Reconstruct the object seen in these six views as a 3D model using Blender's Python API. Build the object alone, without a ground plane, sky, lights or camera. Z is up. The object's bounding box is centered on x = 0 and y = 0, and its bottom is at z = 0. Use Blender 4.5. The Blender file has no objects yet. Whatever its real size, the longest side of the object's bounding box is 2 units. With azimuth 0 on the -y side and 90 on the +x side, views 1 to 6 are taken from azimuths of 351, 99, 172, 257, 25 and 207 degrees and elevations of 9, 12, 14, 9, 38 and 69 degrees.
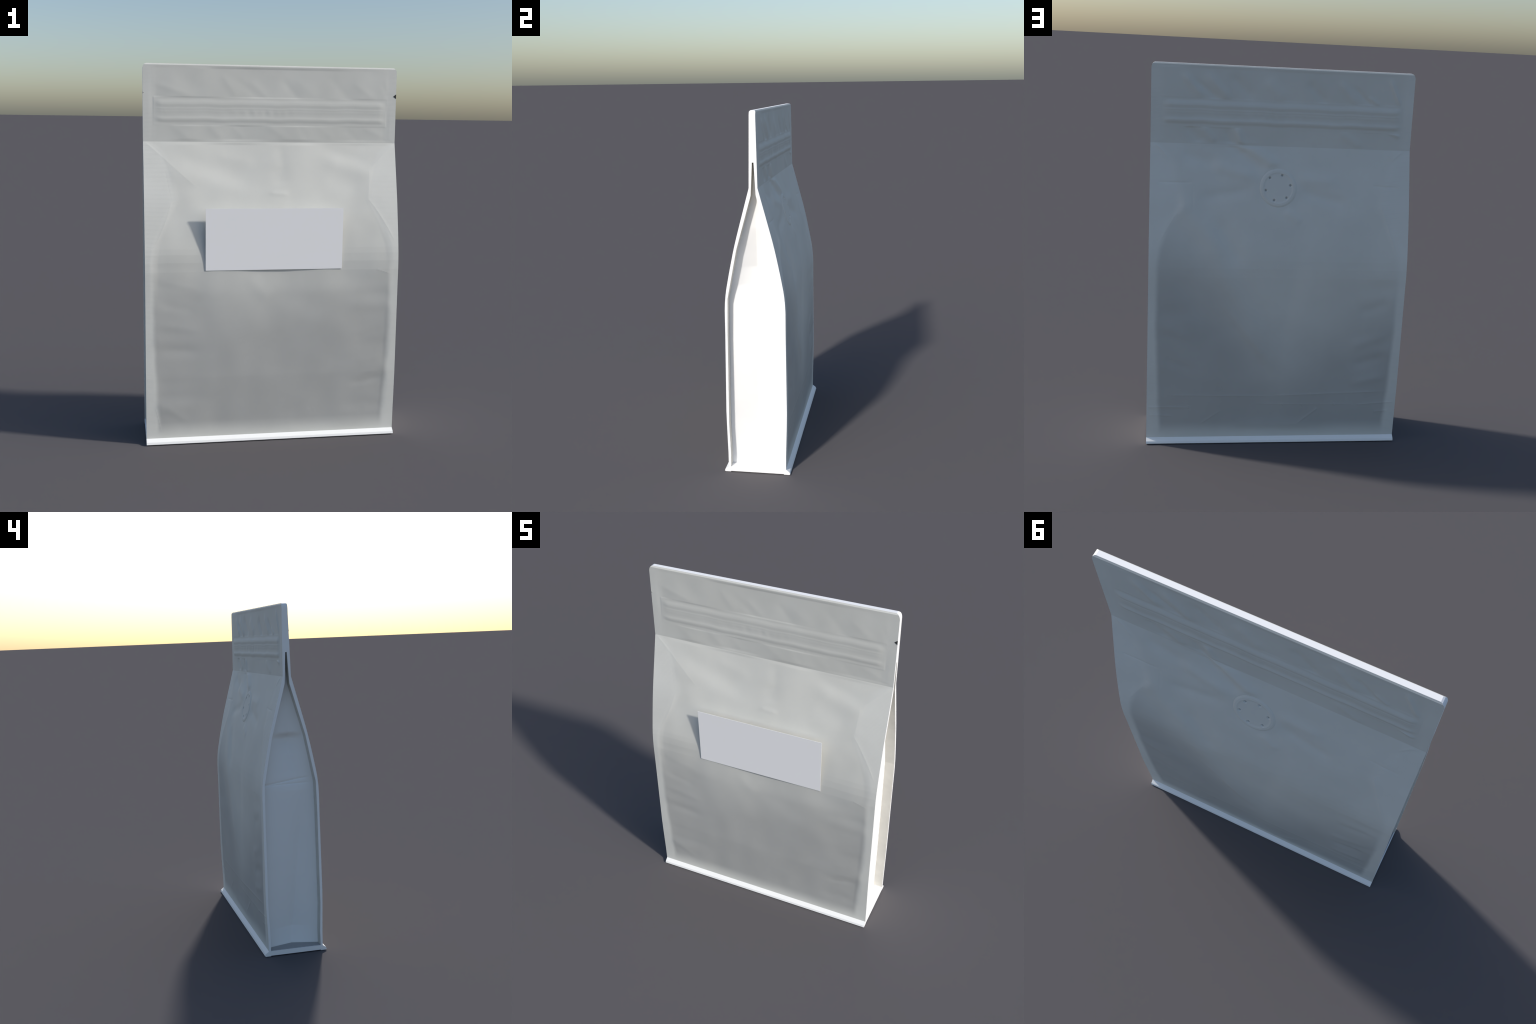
import bpy, bmesh, math
import numpy as np

rng = np.random.RandomState(7)
W = 0.68            # half width of the bag
SLIT = 1.733        # above this height front and back film are sealed together
FOLD = 1.60         # crease between the flat header and the sloping shoulder
FOOT = 0.030        # top of the flared bottom seal

# ------------------------------------------------------------------ profiles
# slope dY/dz of the outer film, integrated from a reference point
FACETS = [1.05, 1.02, 0.978, 0.93]        # hard little creases across the belly
SL_Z = np.array([0.93, 0.9779, 0.9781, 1.0199, 1.0201, 1.0499, 1.0501, 1.10, 1.25, 1.35, 1.599])
SL_V = np.array([-.045, -.045, -.095, -.095, -.142, -.142, -.180, -.190, -.220, -.268, -.272])
_zz = np.linspace(0.93, FOLD, 2000)
_ss = np.interp(_zz, SL_Z, SL_V)
_yy = 0.1655 + np.concatenate([[0], np.cumsum((_ss[1:] + _ss[:-1]) / 2 * np.diff(_zz))])
_y_fold = _yy[-1]
PZ = np.concatenate([[0.0, 0.004, 0.015, FOOT, 0.11, 0.28, 0.36, 0.80], _zz, [1.993, 2.0]])
PY = np.concatenate([[0.1805, 0.1855, 0.1815, 0.162, 0.1625, 0.1675, 0.169, 0.1655], _yy, [0.0165, 0.0115]])
IZ = np.array([0.0, 0.118, 0.277, 0.826, 0.999, 1.267, 1.56, SLIT])
IY = np.array([0.150, 0.1485, 0.155, 0.1525, 0.149, 0.0965, 0.0135, 0.0042])


def outer(z):
    return np.interp(z, PZ, PY)


def outer_slope(z):
    d = 1e-4
    return (outer(z + d) - outer(z - d)) / (2 * d)


def inner(z):
    return np.where(np.asarray(z) > SLIT + 1e-6, 0.0, np.interp(z, IZ, IY))


def half_width(z):
    """Rounded top corners."""
    r = 0.032
    z = np.asarray(z, float)
    t = np.clip(z - (2.0 - r), 0, r * 0.999)
    return W - 0.62 * (r - np.sqrt(r * r - t * t))


# ------------------------------------------------------------------ relief of the film
def smooth(a, b, t):
    t = np.clip((t - a) / (b - a), 0, 1)
    return t * t * (3 - 2 * t)


def fold(X, Z, a, b, width, amp, bend=0.0):
    """A soft ridge (or valley, amp < 0) from a to b that fades at both ends."""
    ax, az = a
    bx, bz = b
    L = math.hypot(bx - ax, bz - az)
    ux, uz = (bx - ax) / L, (bz - az) / L
    s = ((X - ax) * ux + (Z - az) * uz) / L
    d = -(X - ax) * uz + (Z - az) * ux - bend * 4 * s * (1 - s)
    end = smooth(-0.12, 0.25, s) * (1 - smooth(0.75, 1.12, s))
    return amp * np.exp(-(d / width) ** 2) * end


def crease(X, Z, a, b, width, amp, bend=0.0):
    """Sharper crease with a pointed crest."""
    ax, az = a
    bx, bz = b
    L = math.hypot(bx - ax, bz - az)
    ux, uz = (bx - ax) / L, (bz - az) / L
    s = ((X - ax) * ux + (Z - az) * uz) / L
    d = -(X - ax) * uz + (Z - az) * ux - bend * 4 * s * (1 - s)
    end = smooth(-0.02, 0.08, s) * (1 - smooth(0.8, 1.05, s))
    return amp * np.exp(-np.abs(d) / width) * end


def make_waves(n, kmin, kmax, seed):
    r = np.random.RandomState(seed)
    return [(r.uniform(kmin, kmax), r.uniform(0, math.tau), r.uniform(0, math.tau)) for _ in range(n)]


def wave_noise(X, Z, waves, sx=1.0, sz=1.0):
    h = 0 * X
    for k, a, p in waves:
        h = h + np.sin(k * (math.cos(a) * X * sx + math.sin(a) * Z * sz) + p)
    return h / math.sqrt(len(waves))


ZIP_LO, ZIP_HI, ZIP_X = 1.688, 1.828, 0.632


def zipper(X, Z, side):
    """Press-to-close strip: two ribs under the film with a thin rib between."""
    wob = 0.0012 * np.sin(23 * X + 1) + 0.0008 * np.sin(41 * X)
    Zs = Z + wob
    # plateau with a crisp upper and lower edge, shallow grooves and tucks on top of it
    g = ZIP_GAIN[side]
    h = 0.0040 * smooth(1.696, 1.722, Zs) * (1 - smooth(1.792, 1.822, Zs))
    for c, w, a in ((1.800, 0.026, 0.0030), (1.7725, 0.008, 0.0008), (1.716, 0.018, 0.0022), (1.742, 0.020, -0.0014)):
        h = h + a * (1 - smooth(0.1, 1.0, np.abs(Zs - c) / w))
    tuck = np.sin(61 * X + 9 * np.sin(7 * X)) * np.sin(29 * X + 2) * np.sin(5 * X + side)
    h = g * (h + 0.0012 * tuck * np.exp(-((Z - 1.75) / 0.018) ** 2))
    ends = 1 - smooth(ZIP_X - 0.05, ZIP_X - 0.002, np.abs(X))
    band = smooth(ZIP_LO, ZIP_LO + 0.006, Z) * (1 - smooth(ZIP_HI - 0.006, ZIP_HI, Z))
    return h * ends * band


FRONT_FOLDS = [
    # header above the zip
    ((-.27, 1.95), (-.18, 1.83), .022, .0022), ((-.20, 1.93), (-.06, 1.82), .020, -.0016),
    ((-.12, 1.92), (-.02, 1.83), .020, .0018), ((.05, 1.93), (.15, 1.82), .022, -.0024),
    ((.12, 1.93), (.24, 1.84), .024, .0015), ((.30, 1.95), (.42, 1.83), .024, -.0017),
    ((.44, 1.92), (.56, 1.83), .020, .0018), ((-.62, 1.90), (-.42, 1.835), .018, .0022),
    ((-.52, 1.95), (-.36, 1.86), .035, -.0022), ((.60, 1.92), (.64, 1.83), .014, -.0012),
    # header under the zip
    ((-.54, 1.69), (-.44, 1.62), .022, .0020), ((-.34, 1.69), (-.26, 1.61), .024, .0024),
    ((-.22, 1.69), (-.14, 1.61), .018, .0015), ((-.03, 1.69), (.10, 1.61), .022, .0022),
    ((.14, 1.69), (.20, 1.61), .020, -.0018), ((.24, 1.69), (.34, 1.62), .020, .0014),
    ((.50, 1.68), (.62, 1.63), .018, .0018), ((.40, 1.67), (.48, 1.61), .020, -.0014),
    # shoulder
    ((-.56, 1.44), (-.10, 1.34), .055, .0050), ((-.52, 1.53), (-.13, 1.40), .050, -.0042),
    ((-.30, 1.53), (-.10, 1.49), .030, .0022), ((.04, 1.58), (.06, 1.45), .030, -.0022),
    ((.03, 1.47), (.05, 1.38), .045, -.0030), ((.28, 1.50), (.56, 1.43), .040, .0042),
    ((.26, 1.57), (.52, 1.50), .032, -.0026), ((.30, 1.41), (.48, 1.36), .045, -.0022),
    ((-.02, 1.335), (.08, 1.33), .014, .0024), ((-.45, 1.36), (-.40, 1.20), .07, .0020),
    ((.44, 1.26), (.60, 1.12), .05, .0020),
    # belly
    ((-.60, .88), (-.40, .84), .022, .0015), ((-.60, .76), (-.42, .72), .024, -.0018),
    ((-.60, .65), (-.38, .61), .024, .0015), ((-.60, .52), (-.40, .50), .025, -.0016),
    ((.60, .60), (.44, .55), .022, -.0018), ((.60, .45), (.46, .42), .022, .0018),
    ((.60, .33), (.44, .29), .018, -.0026), ((.58, .37), (.42, .33), .020, .0018),
    ((-.14, .90), (-.03, .78), .040, .0030), ((.02, .80), (.30, .72), .06, -.003),
    ((.60, .22), (.50, .14), .020, .0016), ((-.58, .20), (-.46, .12), .022, .0014),
]
FRONT_CREASES = [
    ((-.675, 1.603), (-.40, 1.36), .014, .0016, 0), ((.672, 1.598), (.53, 1.46), .010, .0014, 0),
    ((-.57, 1.45), (-.54, 1.29), .006, -.0006, 0), ((-.54, 1.29), (-.645, 1.04), .007, .0011, .01),
    ((.53, 1.46), (.52, 1.30), .007, .0008, 0), ((.515, 1.31), (.66, 1.08), .007, .0015, .008),
    ((.56, .93), (.635, .907), .006, .0016, 0), ((.205, .165), (.07, .08), .007, .0016, 0),
    ((-.63, .20), (-.60, .06), .005, .0010, 0), ((-.57, 1.77), (-.555, 1.735), .006, .0014, 0),
]
BACK_FOLDS = [
    ((.52, 1.95), (.42, 1.84), .022, .0024), ((.40, 1.95), (.28, 1.83), .024, .0026),
    ((.46, 1.92), (.34, 1.83), .018, -.0018), ((.28, 1.95), (.16, 1.84), .026, -.0020),
    ((.10, 1.93), (.0, 1.84), .03, .0018), ((-.12, 1.93), (-.22, 1.83), .026, -.0022),
    ((-.28, 1.94), (-.38, 1.83), .020, .0018), ((-.36, 1.92), (-.45, 1.83), .016, -.0016),
    ((-.55, 1.96), (-.61, 1.83), .012, .0022), ((-.44, 1.87), (-.50, 1.83), .012, .0014),
    ((.50, 1.69), (.42, 1.61), .026, -.0020), ((.42, 1.69), (.35, 1.61), .022, .0020),
    ((.245, 1.69), (.20, 1.57), .020, .0034), ((.30, 1.68), (.26, 1.58), .022, -.0020),
    ((-.30, 1.68), (-.42, 1.61), .022, .0014), ((-.55, 1.70), (-.62, 1.67), .012, .0022),
    # shoulder, folds pulling towards the valve
    ((.26, 1.59), (.09, 1.47), .034, -.0032), ((.20, 1.60), (.02, 1.50), .030, .0036),
    ((.36, 1.50), (.14, 1.44), .030, .0026), ((.52, 1.55), (.34, 1.50), .035, -.0024),
    ((-.08, 1.44), (-.28, 1.43), .030, .0022), ((-.10, 1.37), (-.34, 1.32), .032, -.0026),
    ((.55, 1.33), (.30, 1.06), .060, .0050), ((.34, 1.22), (.20, 1.0), .045, -.0042),
    ((.16, 1.38), (.42, 1.33), .030, -.0022), ((-.02, 1.28), (-.10, 1.22), .024, .0016),
    # belly: long slack fold down the middle
    ((.36, 1.06), (.02, .46), .055, .0040), ((.30, .80), (.03, .45), .024, .0022),
    ((-.10, 1.02), (-.02, .52), .050, -.0025), ((.56, .98), (.30, .60), .060, -.0025),
    ((-.60, .80), (-.44, .74), .030, -.0022), ((-.60, .62), (-.40, .55), .030, .0024),
    ((-.60, .50), (-.42, .44), .030, -.0022), ((-.60, .38), (-.42, .34), .026, .0022),
    ((.60, .66), (.46, .60), .026, .0018), ((.60, .48), (.44, .42), .026, -.0018),
    ((.24, .10), (-.24, .10), .030, .0022),
]
BACK_CREASES = [
    ((.678, 1.604), (.588, 1.52), .010, .0030, -.01), ((-.676, 1.612), (-.58, 1.54), .010, .0026, .008),
    ((.64, 1.405), (.46, 1.408), .006, -.0024, 0), ((-.48, 1.414), (-.63, 1.407), .006, -.0022, 0),
    ((.54, 1.26), (.632, 1.10), .008, .0014, 0), ((-.525, 1.33), (-.62, 1.06), .008, .0014, 0),
    ((.46, 1.40), (.46, 1.27), .006, -.0008, 0),
    ((.56, .274), (.0, .268), .006, .0016, 0), ((.0, .270), (-.63, .292), .006, .0018, 0),
    ((.675, .206), (.46, .203), .005, .0022, 0), ((.675, .163), (.54, .152), .005, .0014, 0),
    ((.10, .222), (-.46, .215), .004, .0010, 0), ((-.46, .213), (-.679, .230), .005, .0018, 0),
    ((-.56, .169), (-.64, .177), .005, .0018, 0), ((-.246, .196), (-.13, .10), .007, .0020, 0),
    ((.284, .186), (.40, .10), .007, .0018, 0),
    ((-.154, .222), (-.160, .206), .004, .0016, 0), ((-.046, .226), (-.054, .208), .004, .0014, 0),
    ((-.331, .226), (-.338, .208), .004, .0014, 0), ((.462, .214), (.458, .196), .005, .0016, 0),
]
BIG = make_waves(14, 7, 16, 3)
MID = make_waves(20, 20, 45, 5)
BIG_B = make_waves(14, 7, 16, 13)
MID_B = make_waves(20, 20, 45, 15)
FOLD_GAIN = {-1: 0.5, 1: 1.6}
ZIP_GAIN = {-1: 0.36, 1: 1.0}
VALVE = (0.021, 1.392)


def seal_line(z):
    """|x| where the side seal meets the loose film (height -> half width)."""
    return np.interp(z, SEAL_Z, SEAL_X)


SEAL_Z = [0.03, 0.10, 0.24, 0.40, 0.60, 0.98, 1.07, 1.19, 1.30, 1.40, 1.46, 1.545, 1.60, 1.62]
SEAL_X = [.625, .620, .629, .635, .643, .645, .634, .587, .530, .545, .560, .597, .668, .640]


def relief(X, Z, side):
    folds, creases = (FRONT_FOLDS, FRONT_CREASES) if side < 0 else (BACK_FOLDS, BACK_CREASES)
    big, mid = (BIG, MID) if side < 0 else (BIG_B, MID_B)
    h = 0 * X
    for a, b, w, amp in folds:
        h = h + fold(X, Z, a, b, w, amp * FOLD_GAIN[side] * (1.5 if side > 0 and b[1] > 1.2 else 0.6 if side < 0 and b[1] > FOLD else 1.0))
    h = h - 0.0010 + 0.0016 * wave_noise(X, Z, big) + 0.0004 * wave_noise(X, Z, mid)
    # puckers running in from the side seals of the filled part
    puck = wave_noise(0.35 * X + 0.4 * side, Z, mid, 0.5, 1.6)
    h = h + 0.0011 * puck * smooth(0.30, 0.56, np.abs(X)) * smooth(0.06, 0.16, Z) * (1 - smooth(0.85, 1.10, Z))
    inside = smooth(0.0, 0.05, seal_line(Z) - np.abs(X) + 0.015)
    if side < 0:                                   # the belly is pushed in a little behind the label
        h = h - 0.0065 * (1 - smooth(0.36, 0.56, np.abs(X))) * smooth(0.80, 0.94, Z) * (1 - smooth(1.04, 1.20, Z))
    h = h * inside
    # the loose film stands a hair proud of the pressed side seals
    h = h + 0.0003 * smooth(0.0, 0.020, seal_line(Z) - np.abs(X))
    for a, b, w, amp, bend in creases:
        h = h + crease(X, Z, a, b, w, amp * (0.4 if side < 0 else 0.9), bend)
    # nothing at the borders, at the foot, along the fold and round the zip
    keep = smooth(0.0, 0.02, W - np.abs(X)) * smooth(FOOT, 0.10, Z) * (1 - smooth(1.975, 1.99, Z))
    keep = keep * (0.25 + 0.75 * smooth(0.0, 0.018, np.abs(Z - FOLD)))
    h = h * keep
    zone = smooth(ZIP_LO - .008, ZIP_LO + 0.002, Z) * (1 - smooth(ZIP_HI - 0.002, ZIP_HI + 0.008, Z)) \
        * (1 - smooth(ZIP_X - .01, ZIP_X, np.abs(X)))
    h = h * (1 - 0.8 * zone) + zipper(X, Z, side)
    if side > 0:                                   # level seat for the valve
        r = np.hypot(X - VALVE[0], Z - VALVE[1])
        h = h * smooth(0.085, 0.13, r) - 0.008 * (1 - smooth(0.088, 0.097, r))
    return h


# ------------------------------------------------------------------ helpers
def new_mat(name):
    m = bpy.data.materials.new(name)
    m.use_nodes = True
    nt = m.node_tree
    return m, nt, nt.nodes, nt.links, nt.nodes["Principled BSDF"]


def math_node(nt, op, a, b=None, clamp=False):
    n = nt.nodes.new("ShaderNodeMath")
    n.operation = op
    n.use_clamp = clamp
    for i, v in enumerate((a, b)):
        if v is None:
            continue
        if isinstance(v, (int, float)):
            n.inputs[i].default_value = v
        else:
            nt.links.new(v, n.inputs[i])
    return n.outputs[0]


def map_range(nt, v, a, b, c=0.0, d=1.0):
    n = nt.nodes.new("ShaderNodeMapRange")
    n.interpolation_type = 'SMOOTHSTEP'
    nt.links.new(v, n.inputs["Value"])
    for k, x in (("From Min", a), ("From Max", b), ("To Min", c), ("To Max", d)):
        n.inputs[k].default_value = x
    return n.outputs[0]


def mix_col(nt, fac, a, b, blend='MIX'):
    n = nt.nodes.new("ShaderNodeMix")
    n.data_type = 'RGBA'
    n.blend_type = blend
    for sock, v in ((n.inputs[0], fac), (n.inputs[6], a), (n.inputs[7], b)):
        if isinstance(v, (int, float)):
            sock.default_value = v
        elif isinstance(v, tuple):
            sock.default_value = (*v, 1)
        else:
            nt.links.new(v, sock)
    return n.outputs[2]


def noise(nt, vec, scale, detail=3, rough=0.5):
    n = nt.nodes.new("ShaderNodeTexNoise")
    n.inputs["Scale"].default_value = scale
    n.inputs["Detail"].default_value = detail
    n.inputs["Roughness"].default_value = rough
    nt.links.new(vec, n.inputs["Vector"])
    return n.outputs["Fac"]


SEAL = (0.740, 0.742, 0.700)
FILM = (0.705, 0.705, 0.660)
HEADER = (0.955, 0.955, 0.955)
BELLY_SHADE = (0.485, 0.487, 0.468)  # film colour darkened for the shade on the lower belly
WHITE = (0.97, 0.97, 0.97)
PAPER = (0.97, 0.965, 0.965)
INSIDE = (0.66, 0.645, 0.60)


def film_material():
    m, nt, N, Lk, bsdf = new_mat("matte_film")
    tc = N.new("ShaderNodeTexCoord")
    obj = tc.outputs["Object"]
    sep = N.new("ShaderNodeSeparateXYZ")
    Lk.new(obj, sep.inputs[0])
    x, z = sep.outputs["X"], sep.outputs["Z"]
    ax = math_node(nt, 'ABSOLUTE', x)
    # outline of the side seal, slightly uneven
    ramp = N.new("ShaderNodeValToRGB")
    ramp.color_ramp.interpolation = 'LINEAR'
    els = ramp.color_ramp.elements
    pts = list(zip(SEAL_Z, SEAL_X))
    while len(els) < len(pts):
        els.new(0.5)
    for e, (pz, px) in zip(els, pts):
        e.position = pz / 2
        e.color = (px, px, px, 1)
    Lk.new(math_node(nt, 'MULTIPLY', z, 0.5), ramp.inputs[0])
    wob = math_node(nt, 'MULTIPLY', math_node(nt, 'SUBTRACT', noise(nt, obj, 9, 2), 0.5), 0.018)
    d = math_node(nt, 'ADD', math_node(nt, 'SUBTRACT', ramp.outputs[0], ax), wob)
    edge = map_range(nt, d, -0.008, 0.024)
    loose = map_range(nt, d, -0.015, 0.045)
    # baked shading of the lower half, painted into the film colour
    n1 = math_node(nt, 'MULTIPLY', math_node(nt, 'SUBTRACT', noise(nt, obj, 2.6, 2), 0.5), 0.40)
    # this darkening starts higher at the sides than in the middle; at the back it
    # slants down to a low point near the centre
    is_back = map_range(nt, sep.outputs["Y"], -0.001, 0.001)

    def shade_line(points):
        r = N.new("ShaderNodeValToRGB")
        e = r.color_ramp.elements
        while len(e) < len(points):
            e.new(0.5)
        for el, (px, pz) in zip(e, points):
            el.position = (px + W) / (2 * W)
            el.color = (pz / 2, pz / 2, pz / 2, 1)
        Lk.new(math_node(nt, 'DIVIDE', math_node(nt, 'ADD', x, W), 2 * W), r.inputs[0])
        return math_node(nt, 'MULTIPLY', r.outputs[0], 2.0)
    line_f = shade_line([(-.64, .93), (-.30, .86), (-.08, .80), (.10, .86), (.64, .90)])
    line_b = shade_line([(-.64, .76), (-.30, .62), (-.04, .47), (.03, .48), (.28, .80), (.48, 1.0), (.64, 1.06)])
    line = math_node(nt, 'ADD', math_node(nt, 'MULTIPLY', line_f, math_node(nt, 'SUBTRACT', 1.0, is_back)),
                     math_node(nt, 'MULTIPLY', line_b, is_back))
    level = math_node(nt, 'ADD', math_node(nt, 'SUBTRACT', z, line), math_node(nt, 'MULTIPLY', n1, 0.6))
    full = math_node(nt, 'MULTIPLY', map_range(nt, level, 0.36, -0.38), edge)
    bottom = math_node(nt, 'ADD', z, math_node(nt, 'MULTIPLY', n1, 0.05))
    full = math_node(nt, 'MULTIPLY', full, map_range(nt, bottom, 0.035, 0.125))
    col = mix_col(nt, loose, SEAL, FILM)
    col = mix_col(nt, full, col, BELLY_SHADE)
    # the doubled, sealed header above the crease is a shade greyer
    head = map_range(nt, z, FOLD - .0005, FOLD + .0005)
    col = mix_col(nt, head, col, mix_col(nt, 1.0, col, HEADER, 'MULTIPLY'))
    # cloudy unevenness of the film and a fine grain
    cloud = noise(nt, obj, 4.5, 4, 0.55)
    col = mix_col(nt, 1.0, col, mix_col(nt, cloud, (.925, .922, .915), (1.075, 1.078, 1.082)), 'MULTIPLY')
    grain = noise(nt, obj, 260, 2, 0.6)
    col = mix_col(nt, 1.0, col, mix_col(nt, grain, (.97, .97, .97), (1.03, 1.03, 1.03)), 'MULTIPLY')
    # fine horizontal ribs pressed into the side seals
    wv = N.new("ShaderNodeTexWave")
    wv.wave_type = 'BANDS'
    wv.bands_direction = 'Z'
    wv.inputs["Scale"].default_value = 48.0
    wv.inputs["Distortion"].default_value = 0.4
    wv.inputs["Detail"].default_value = 1.0
    Lk.new(obj, wv.inputs["Vector"])
    rib = math_node(nt, 'MULTIPLY', wv.outputs["Fac"], math_node(nt, 'SUBTRACT', 1.0, loose))
    ribmask = math_node(nt, 'MULTIPLY', rib, map_range(nt, noise(nt, obj, 3.0, 2), 0.35, 0.6))
    col = mix_col(nt, math_node(nt, 'MULTIPLY', ribmask, 0.06), col, (0.25, 0.25, 0.25))
    Lk.new(col, bsdf.inputs["Base Color"])
    bump = N.new("ShaderNodeBump")
    bump.inputs["Strength"].default_value = 0.25
    bump.inputs["Distance"].default_value = 0.001
    hgt = math_node(nt, 'ADD', math_node(nt, 'MULTIPLY', ribmask, 0.6), math_node(nt, 'MULTIPLY', grain, 0.3))
    Lk.new(hgt, bump.inputs["Height"])
    Lk.new(bump.outputs[0], bsdf.inputs["Normal"])
    bsdf.inputs["Roughness"].default_value = 0.62
    bsdf.inputs["Specular IOR Level"].default_value = 0.25
    return m


def plain(name, col, rough=0.6, spec=0.3, var=0.03, scale=5.0):
    m, nt, N, Lk, bsdf = new_mat(name)
    tc = N.new("ShaderNodeTexCoord")
    n = noise(nt, tc.outputs["Object"], scale, 4)
    lo = tuple(c * (1 - var) for c in col)
    hi = tuple(min(1, c * (1 + var)) for c in col)
    Lk.new(mix_col(nt, n, lo, hi), bsdf.inputs["Base Color"])
    bsdf.inputs["Roughness"].default_value = rough
    bsdf.inputs["Specular IOR Level"].default_value = spec
    return m


MAT_FILM = film_material()
MAT_EDGE = plain("white_cut_edge", WHITE, 0.6, 0.3, 0.01)
MAT_FLANGE = plain("white_bottom_seal", (0.97, 0.975, 0.955), 0.6, 0.3, 0.02, 60)
MAT_INSIDE = plain("film_inside", INSIDE, 0.7, 0.2, 0.12, 14)
MAT_GUSSET = plain("gusset_film", (0.95, 0.95, 0.945), 0.65, 0.25, 0.03, 8)
MAT_CARD = plain("label_paper", PAPER, 0.7, 0.2, 0.008, 6)
MAT_NOTCH = plain("notch_shadow_gap", (0.05, 0.052, 0.05), 0.8, 0.1, 0.3, 120)  # near-black wedge colour draws the dark gap of the notch
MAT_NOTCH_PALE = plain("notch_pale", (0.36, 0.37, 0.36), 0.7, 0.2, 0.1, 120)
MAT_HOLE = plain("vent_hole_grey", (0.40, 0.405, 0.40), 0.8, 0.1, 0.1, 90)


def add_object(name, mesh, parent):
    o = bpy.data.objects.new(name, mesh)
    bpy.context.scene.collection.objects.link(o)
    o.parent = parent
    return o


def mesh_from(name, verts, faces, mats, mat_idx=None, normals=None, smooth_shade=True):
    me = bpy.data.meshes.new(name)
    verts = np.asarray(verts, float)
    faces = np.asarray(faces, int)
    me.vertices.add(len(verts))
    me.vertices.foreach_set("co", verts.ravel())
    me.loops.add(faces.size)
    me.loops.foreach_set("vertex_index", faces.ravel())
    me.polygons.add(len(faces))
    me.polygons.foreach_set("loop_start", np.arange(0, faces.size, faces.shape[1]))
    for m in mats:
        me.materials.append(m)
    if mat_idx is not None:
        me.polygons.foreach_set("material_index", np.asarray(mat_idx, np.int32))
    me.polygons.foreach_set("use_smooth", np.full(len(faces), smooth_shade))
    me.update(calc_edges=True)
    me.validate()
    if normals is not None:
        me.normals_split_custom_set([tuple(n) for n in np.asarray(normals, float)])
    return me


def compact(verts, faces):
    used, inv = np.unique(faces.ravel(), return_inverse=True)
    return verts[used], inv.reshape(faces.shape)


# ------------------------------------------------------------------ panels
def panel_rows():
    rows = [np.linspace(0.0, FOOT, 9), np.linspace(FOOT, 0.30, 80), np.linspace(0.30, FACETS[3], 140),
            np.linspace(FACETS[3], FACETS[2], 12), np.linspace(FACETS[2], FACETS[1], 12),
            np.linspace(FACETS[1], FACETS[0], 9), np.linspace(FACETS[0], FOLD, 130),
            np.linspace(FOLD, ZIP_LO, 22), np.linspace(ZIP_LO, SLIT, 22), np.linspace(SLIT, ZIP_HI, 44),
            np.linspace(ZIP_HI, 1.96, 30), np.linspace(1.96, 1.993, 12), [1.997, 2.0], [0.004, 0.015]]
    return np.unique(np.round(np.concatenate(rows), 6))


def panel_cols():
    c = np.concatenate([np.linspace(-.63, .63, 281), np.linspace(.63, W, 15), np.linspace(-W, -.63, 15),
                        [-ZIP_X, ZIP_X]])
    return np.unique(np.round(c, 6))


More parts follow.
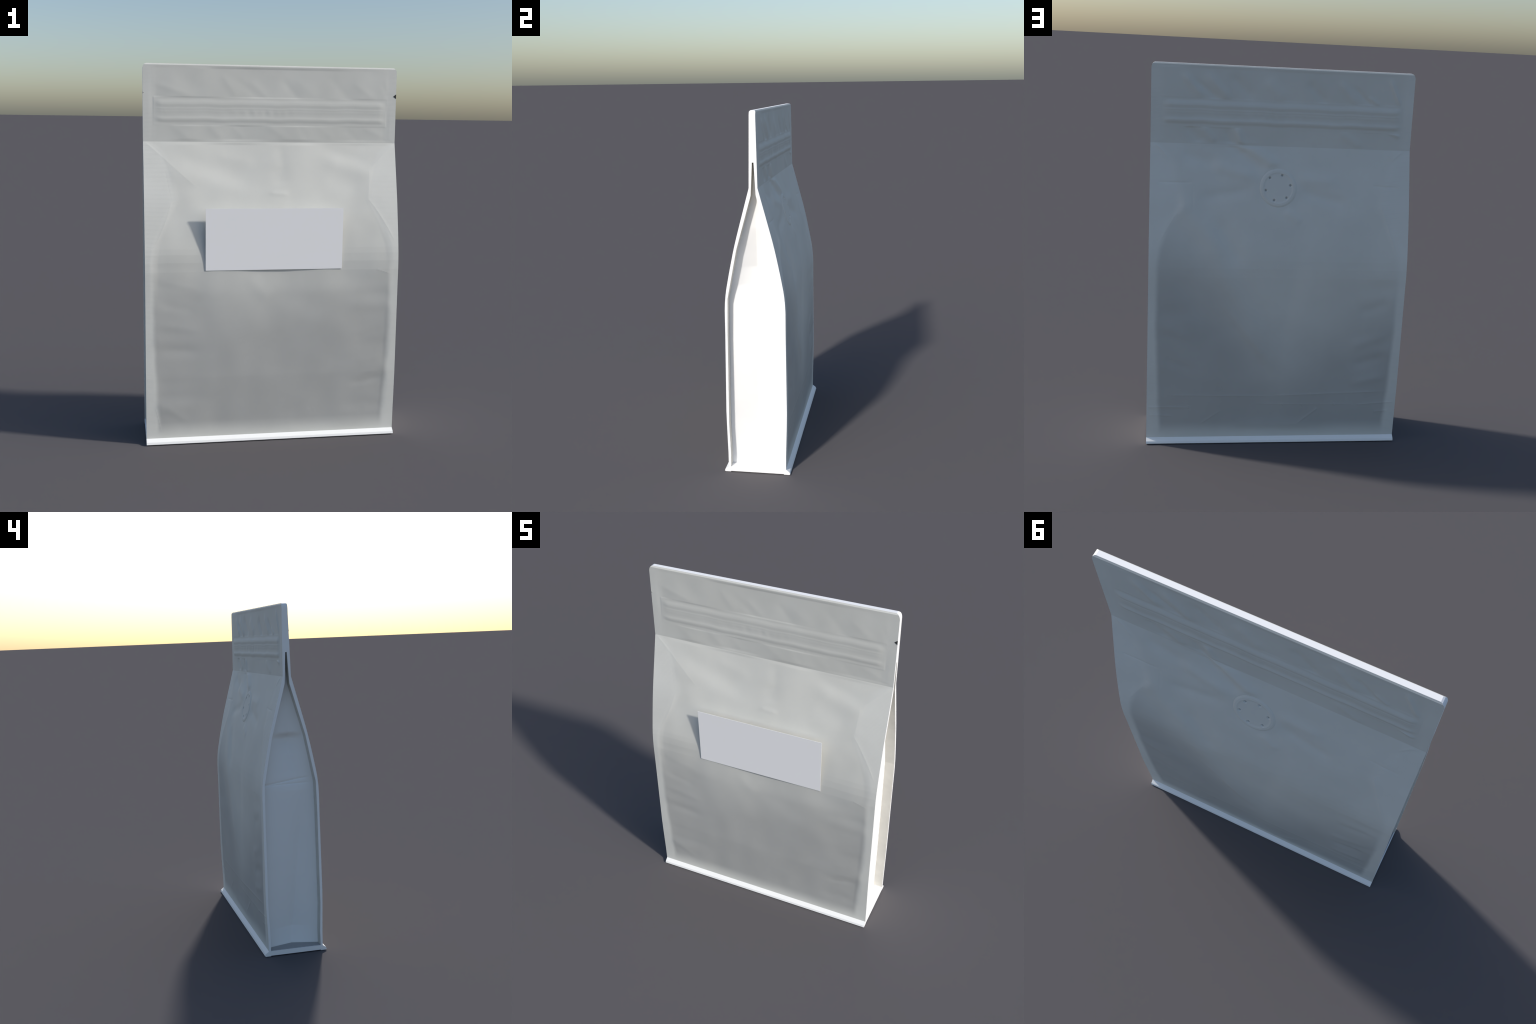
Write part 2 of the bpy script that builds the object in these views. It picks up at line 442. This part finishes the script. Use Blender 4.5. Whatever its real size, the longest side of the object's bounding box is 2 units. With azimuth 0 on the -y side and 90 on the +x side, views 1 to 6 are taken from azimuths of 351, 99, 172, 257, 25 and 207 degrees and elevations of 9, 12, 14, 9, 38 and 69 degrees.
def build_panel(side, root, name):
    zs, xs = panel_rows(), panel_cols()
    nz, nx = len(zs), len(xs)
    X0, Z = np.meshgrid(xs, zs)
    hw = half_width(Z)
    a = np.abs(X0)
    X = np.sign(X0) * np.where(a > 0.62, 0.62 + (a - 0.62) * (hw - 0.62) / (W - 0.62), a)
    H = relief(X, Z, side)
    O = outer(Z) + H
    V = np.stack([X, side * O, Z], -1).reshape(-1, 3)
    # gradients of the relief for exact shading normals
    e = 0.0015
    Hx = (relief(X + e, Z, side) - relief(X - e, Z, side)) / (2 * e)
    Hz = (relief(X, Z + e, side) - relief(X, Z - e, side)) / (2 * e)
    idx = np.arange(nz * nx).reshape(nz, nx)
    A, B, C, D = idx[:-1, :-1], idx[:-1, 1:], idx[1:, 1:], idx[1:, :-1]
    quads = np.stack([A, B, C, D], -1) if side < 0 else np.stack([A, D, C, B], -1)
    eps = 3e-4
    lo = outer_slope(zs[:-1] + eps)
    hi = outer_slope(zs[1:] - eps)
    Hxf, Hzf = Hx.reshape(-1), Hz.reshape(-1)

    def normals(q, row):
        row_lo = lo[row]
        row_hi = hi[row]
        base = np.stack([row_lo, row_lo, row_hi, row_hi], 1) if side < 0 else \
            np.stack([row_lo, row_hi, row_hi, row_lo], 1)
        n = np.stack([-Hxf[q], np.full(q.shape, float(side)), -(base + Hzf[q])], -1)
        n /= np.linalg.norm(n, axis=-1, keepdims=True)
        return n.reshape(-1, 3)

    rowi = np.repeat(np.arange(nz - 1)[:, None], nx - 1, 1)
    coli = np.repeat(np.arange(nx - 1)[None], nz - 1, 0)
    zc = (zs[:-1] + zs[1:])[rowi] / 2
    xc = (xs[:-1] + xs[1:])[coli] / 2
    is_foot = zc < FOOT
    is_zip = (zc > ZIP_LO) & (zc < ZIP_HI) & (np.abs(xc) < ZIP_X)
    is_head = (zc > FOLD) & ~is_zip
    is_body = ~(is_foot | is_zip | is_head)

    def edge_faces(zmask):
        """Cut edges of the film along both sides (and along the top)."""
        vs, fs = [], []
        for col, s in ((0, -1), (nx - 1, 1)):
            r = np.where(zmask)[0]
            for k in r:
                p0, p1 = V[idx[k, col]], V[idx[k + 1, col]]
                zt = zs[k] + 1e-4
                i0 = float(inner(zs[k])) if zt < SLIT else 0.0
                i1 = float(inner(zs[k + 1])) if zt < SLIT else 0.0
                b = len(vs)
                q0 = (p0[0], side * i0, p0[2])
                q1 = (p1[0], side * i1, p1[2])
                vs += [p0, p1, q1, q0]
                f = [b, b + 1, b + 2, b + 3]
                fs.append(f if s * side > 0 else f[::-1])
        return np.array(vs), np.array(fs)

    def region(mask, rname, parent, mat, zmask, top=False, bottom=False):
        q = quads[mask]
        n = normals(q, rowi[mask])
        v, f = compact(V, q)
        ev, ef = edge_faces(zmask) if zmask is not None else (np.zeros((0, 3)), np.zeros((0, 4), int))
        extra_v, extra_f = [ev], [ef + len(v)]
        if top:
            t = V[idx[-1]]
            t2 = t * np.array([1, 0, 1])
            off = len(v) + len(ev)
            k = np.arange(nx - 1)
            tf = np.stack([k, k + 1, k + 1 + nx, k + nx], 1)
            extra_v += [t, t2]
            extra_f.append((tf if side < 0 else tf[:, ::-1]) + off)
        if bottom:
            t = V[idx[0]]
            t2 = t.copy()
            t2[:, 1] = side * 0.150
            off = len(v) + len(ev)
            k = np.arange(nx - 1)
            tf = np.stack([k, k + 1, k + 1 + nx, k + nx], 1)
            extra_v += [t, t2]
            extra_f.append((tf[:, ::-1] if side < 0 else tf) + off)
        ev, ef = np.concatenate(extra_v), np.concatenate(extra_f)
        allv = np.concatenate([v, ev])
        allf = np.concatenate([f, ef])
        mi = np.concatenate([np.zeros(len(f)), np.ones(len(ef))]).astype(int)
        # flat normals for the cut edges
        if len(ef):
            pv = allv[ef]
            fn = np.cross(pv[:, 2] - pv[:, 0], pv[:, 3] - pv[:, 1])
            fn /= np.linalg.norm(fn, axis=1, keepdims=True) + 1e-12
            n = np.concatenate([n, np.repeat(fn, 4, 0)])
        me = mesh_from(rname, allv, allf, [mat, MAT_EDGE], mi, n)
        return add_object(rname, me, parent)

    zr = (zs[:-1] + zs[1:]) / 2
    body = region(is_body, name, root, MAT_FILM, (zr > FOOT) & (zr < FOLD))
    region(is_head, "header_band", body, MAT_FILM, zr > FOLD, top=True)
    region(is_zip, "zip_closure", body, MAT_FILM, None)
    region(is_foot, "bottom_seal_flange", body, MAT_FLANGE, zr < FOOT, bottom=True)

    # inside of the film
    iz = np.unique(np.concatenate([np.linspace(0.0285, SLIT, 60), IZ[1:-1]]))
    ix = np.linspace(-W, W, 41)
    IXg, IZg = np.meshgrid(ix, iz)
    vi = np.stack([IXg, side * np.interp(IZg, IZ, IY), IZg], -1).reshape(-1, 3)
    ii = np.arange(len(iz) * len(ix)).reshape(len(iz), len(ix))
    qi = np.stack([ii[:-1, :-1], ii[1:, :-1], ii[1:, 1:], ii[:-1, 1:]], -1).reshape(-1, 4)
    if side > 0:
        qi = qi[:, ::-1]
    add_object("inner_lining", mesh_from("inner_lining", vi, qi, [MAT_INSIDE], smooth_shade=False), body)
    return body


# ------------------------------------------------------------------ gussets and base
def build_gusset(s, root):
    zs = np.unique(np.concatenate([np.linspace(0.0285, SLIT, 220), np.linspace(.97, 1.04, 40), [0.13, 0.95, 1.262, 1.272]]))
    ts = np.linspace(-1, 1, 61)
    T, Z = np.meshgrid(ts, zs)
    Y = T * (np.interp(Z, IZ, IY) + 0.002)
    g = np.interp(Z, [0, 1.10, 1.27, SLIT], [.627, .626, .624, .624])
    # V fold of the gusset: deepest just above the base, running out at the belly crease,
    # then a second shorter one that ends in a step under the neck
    if s > 0:
        v = np.interp(Z, [0.0285, .13, .45, .75, .95, 1.00, 1.06, 1.16, 1.38, 1.50, SLIT],
                      [.040, .043, .020, .000, .002, .008, .040, .045, .007, .003, .002])
        t0 = 0 * Z
    else:
        v = np.interp(Z, [0.0285, .13, .95, 1.03, 1.15, 1.252, 1.280, 1.40, SLIT],
                      [.042, .064, .003, .012, .033, .068, .016, .004, .002])
        t0 = np.interp(Z, [0.0285, .15, .80, 1.05, 1.25], [0, -.08, -.45, -.35, -.15])
    g = g - v * (1 - np.abs(T - t0) / (1 - t0 * np.sign(T - t0)))
    if s < 0:                      # slanted pinch crease across the belly of one gusset
        zc1 = 0.985 + 0.040 * (1 - T) / 2
        zc2 = 0.984 + 0.006 * (1 - T) / 2
        run = smooth(-0.9, -0.5, T)
        for zc, amp in ((zc1, .007), (zc2, .005)):
            g = g - amp * np.exp(-np.abs(Z - zc) / 0.005) * run
    g = g + 0.0015 * np.sin(9 * Z + 2 * s) * (1 - T * T)
    V = np.stack([s * g, Y, Z], -1).reshape(-1, 3)
    n, m = len(zs), len(ts)
    i = np.arange(n * m).reshape(n, m)
    q = np.stack([i[:-1, :-1], i[:-1, 1:], i[1:, 1:], i[1:, :-1]], -1).reshape(-1, 4)
    if s < 0:
        q = q[:, ::-1]
    o = add_object("side_gusset", mesh_from("side_gusset", V, q, [MAT_GUSSET]), root)
    sol = o.modifiers.new("film_thickness", 'SOLIDIFY')
    sol.thickness = 0.003
    sol.offset = -1
    return o


def box(name, x, y, z, mat, parent, bevel=0.0):
    bm = bmesh.new()
    bmesh.ops.create_cube(bm, size=1.0)
    for v in bm.verts:
        v.co = (x[0] if v.co.x < 0 else x[1], y[0] if v.co.y < 0 else y[1], z[0] if v.co.z < 0 else z[1])
    if bevel:
        bmesh.ops.bevel(bm, geom=bm.edges[:], offset=bevel, segments=2, affect='EDGES')
    me = bpy.data.meshes.new(name)
    bm.to_mesh(me)
    bm.free()
    me.materials.append(mat)
    return add_object(name, me, parent)


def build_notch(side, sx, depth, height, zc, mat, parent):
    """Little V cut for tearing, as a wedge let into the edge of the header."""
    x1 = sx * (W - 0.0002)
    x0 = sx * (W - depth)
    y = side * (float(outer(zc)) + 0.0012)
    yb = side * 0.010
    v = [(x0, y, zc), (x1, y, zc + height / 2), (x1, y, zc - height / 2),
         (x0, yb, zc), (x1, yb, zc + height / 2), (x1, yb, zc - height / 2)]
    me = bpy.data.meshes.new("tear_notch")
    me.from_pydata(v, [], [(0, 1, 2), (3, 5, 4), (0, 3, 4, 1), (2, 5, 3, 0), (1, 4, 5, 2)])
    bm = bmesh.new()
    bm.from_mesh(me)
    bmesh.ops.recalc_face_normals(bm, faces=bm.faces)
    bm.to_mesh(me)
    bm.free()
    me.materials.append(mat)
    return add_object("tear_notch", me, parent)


def build_valve(root):
    """One-way valve: low pressed disc on the back with six vent holes."""
    cx, cz = VALVE
    R = 0.100
    holes = [(0.066 * math.cos(a), 0.066 * math.sin(a)) for a in
             (math.radians(68 - 0 + k * 60 - 20) for k in range(6))]
    nr, na = 60, 240
    rr = np.linspace(0.0008, R, nr)
    aa = np.linspace(0, math.tau, na, endpoint=False)
    Rg, Ag = np.meshgrid(rr, aa, indexing='ij')
    U, Vv = Rg * np.cos(Ag), Rg * np.sin(Ag)
    # raised rim with a groove inside it, plate level with the rim
    h = 0.0036 * (1 - smooth(0.086, 0.0985, Rg)) - 0.0016 * (1 - smooth(0.068, 0.080, Rg)) \
        + 0.0006 * np.exp(-((Rg - 0.079) / 0.003) ** 2)
    for hx, hz in holes:
        d = np.hypot(U - hx, Vv - hz)
        h = h - 0.0050 * (1 - smooth(0.0045, 0.0090, d)) + 0.0005 * np.exp(-((d - 0.0105) / 0.002) ** 2)
    X, Z = cx + U, cz + Vv
    Y = outer(Z) + 0.0006 + h - 0.0022 * smooth(0.095, R, Rg)
    V = np.stack([X, Y, Z], -1).reshape(-1, 3)
    i = np.arange(nr * na).reshape(nr, na)
    j = np.roll(i, -1, 1)
    q = np.stack([i[:-1], j[:-1], j[1:], i[1:]], -1).reshape(-1, 4)
    valve = add_object("degassing_valve", mesh_from("degassing_valve", V, q, [MAT_FILM]), root)
    # centre cap of the disc
    bm = bmesh.new()
    bm.from_mesh(valve.data)
    bm.verts.ensure_lookup_table()
    bm.faces.new([bm.verts[k] for k in range(na)])
    bmesh.ops.recalc_face_normals(bm, faces=bm.faces)
    for f in bm.faces:
        f.smooth = True
    if sum(f.normal.y for f in bm.faces) < 0:
        bmesh.ops.reverse_faces(bm, faces=bm.faces)
    bm.to_mesh(valve.data)
    bm.free()
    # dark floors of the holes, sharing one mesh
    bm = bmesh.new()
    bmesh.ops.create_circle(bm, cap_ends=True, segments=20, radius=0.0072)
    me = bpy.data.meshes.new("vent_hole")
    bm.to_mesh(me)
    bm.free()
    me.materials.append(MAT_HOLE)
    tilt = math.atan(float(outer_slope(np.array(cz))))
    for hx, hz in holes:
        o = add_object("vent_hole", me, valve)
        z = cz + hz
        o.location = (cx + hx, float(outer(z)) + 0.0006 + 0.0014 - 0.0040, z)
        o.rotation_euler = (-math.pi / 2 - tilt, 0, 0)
    return valve


# ------------------------------------------------------------------ assemble
root = bpy.data.objects.new("coffee_bag", None)
bpy.context.scene.collection.objects.link(root)
root["label"] = "white flat-bottom coffee pouch with zip, valve and blank label"
root["category"] = "coffee bag"

front = build_panel(-1, root, "front_panel")
back = build_panel(1, root, "back_panel")
for s in (-1, 1):
    build_gusset(s, root)
box("bottom_panel", (-W + .0004, W - .0004), (-.1498, .1498), (0.003, 0.0292), MAT_EDGE, root)
box("label_card", (-.366, .366), (-.1628, -.1614), (.937, 1.2615), MAT_CARD, root)
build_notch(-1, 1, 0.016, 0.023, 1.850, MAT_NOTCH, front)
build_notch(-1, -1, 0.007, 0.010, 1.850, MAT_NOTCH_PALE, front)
build_valve(root)
# thin dark grey plate on the base inside one gusset pocket
floor_plate_mat = plain("floor_plate_grey", (0.42, 0.42, 0.42), 0.7, 0.2, 0.06, 20)
box("dark_floor_plate", (-W + .006, -.575), (-.1485, .1485), (.0294, .0312), floor_plate_mat, root)
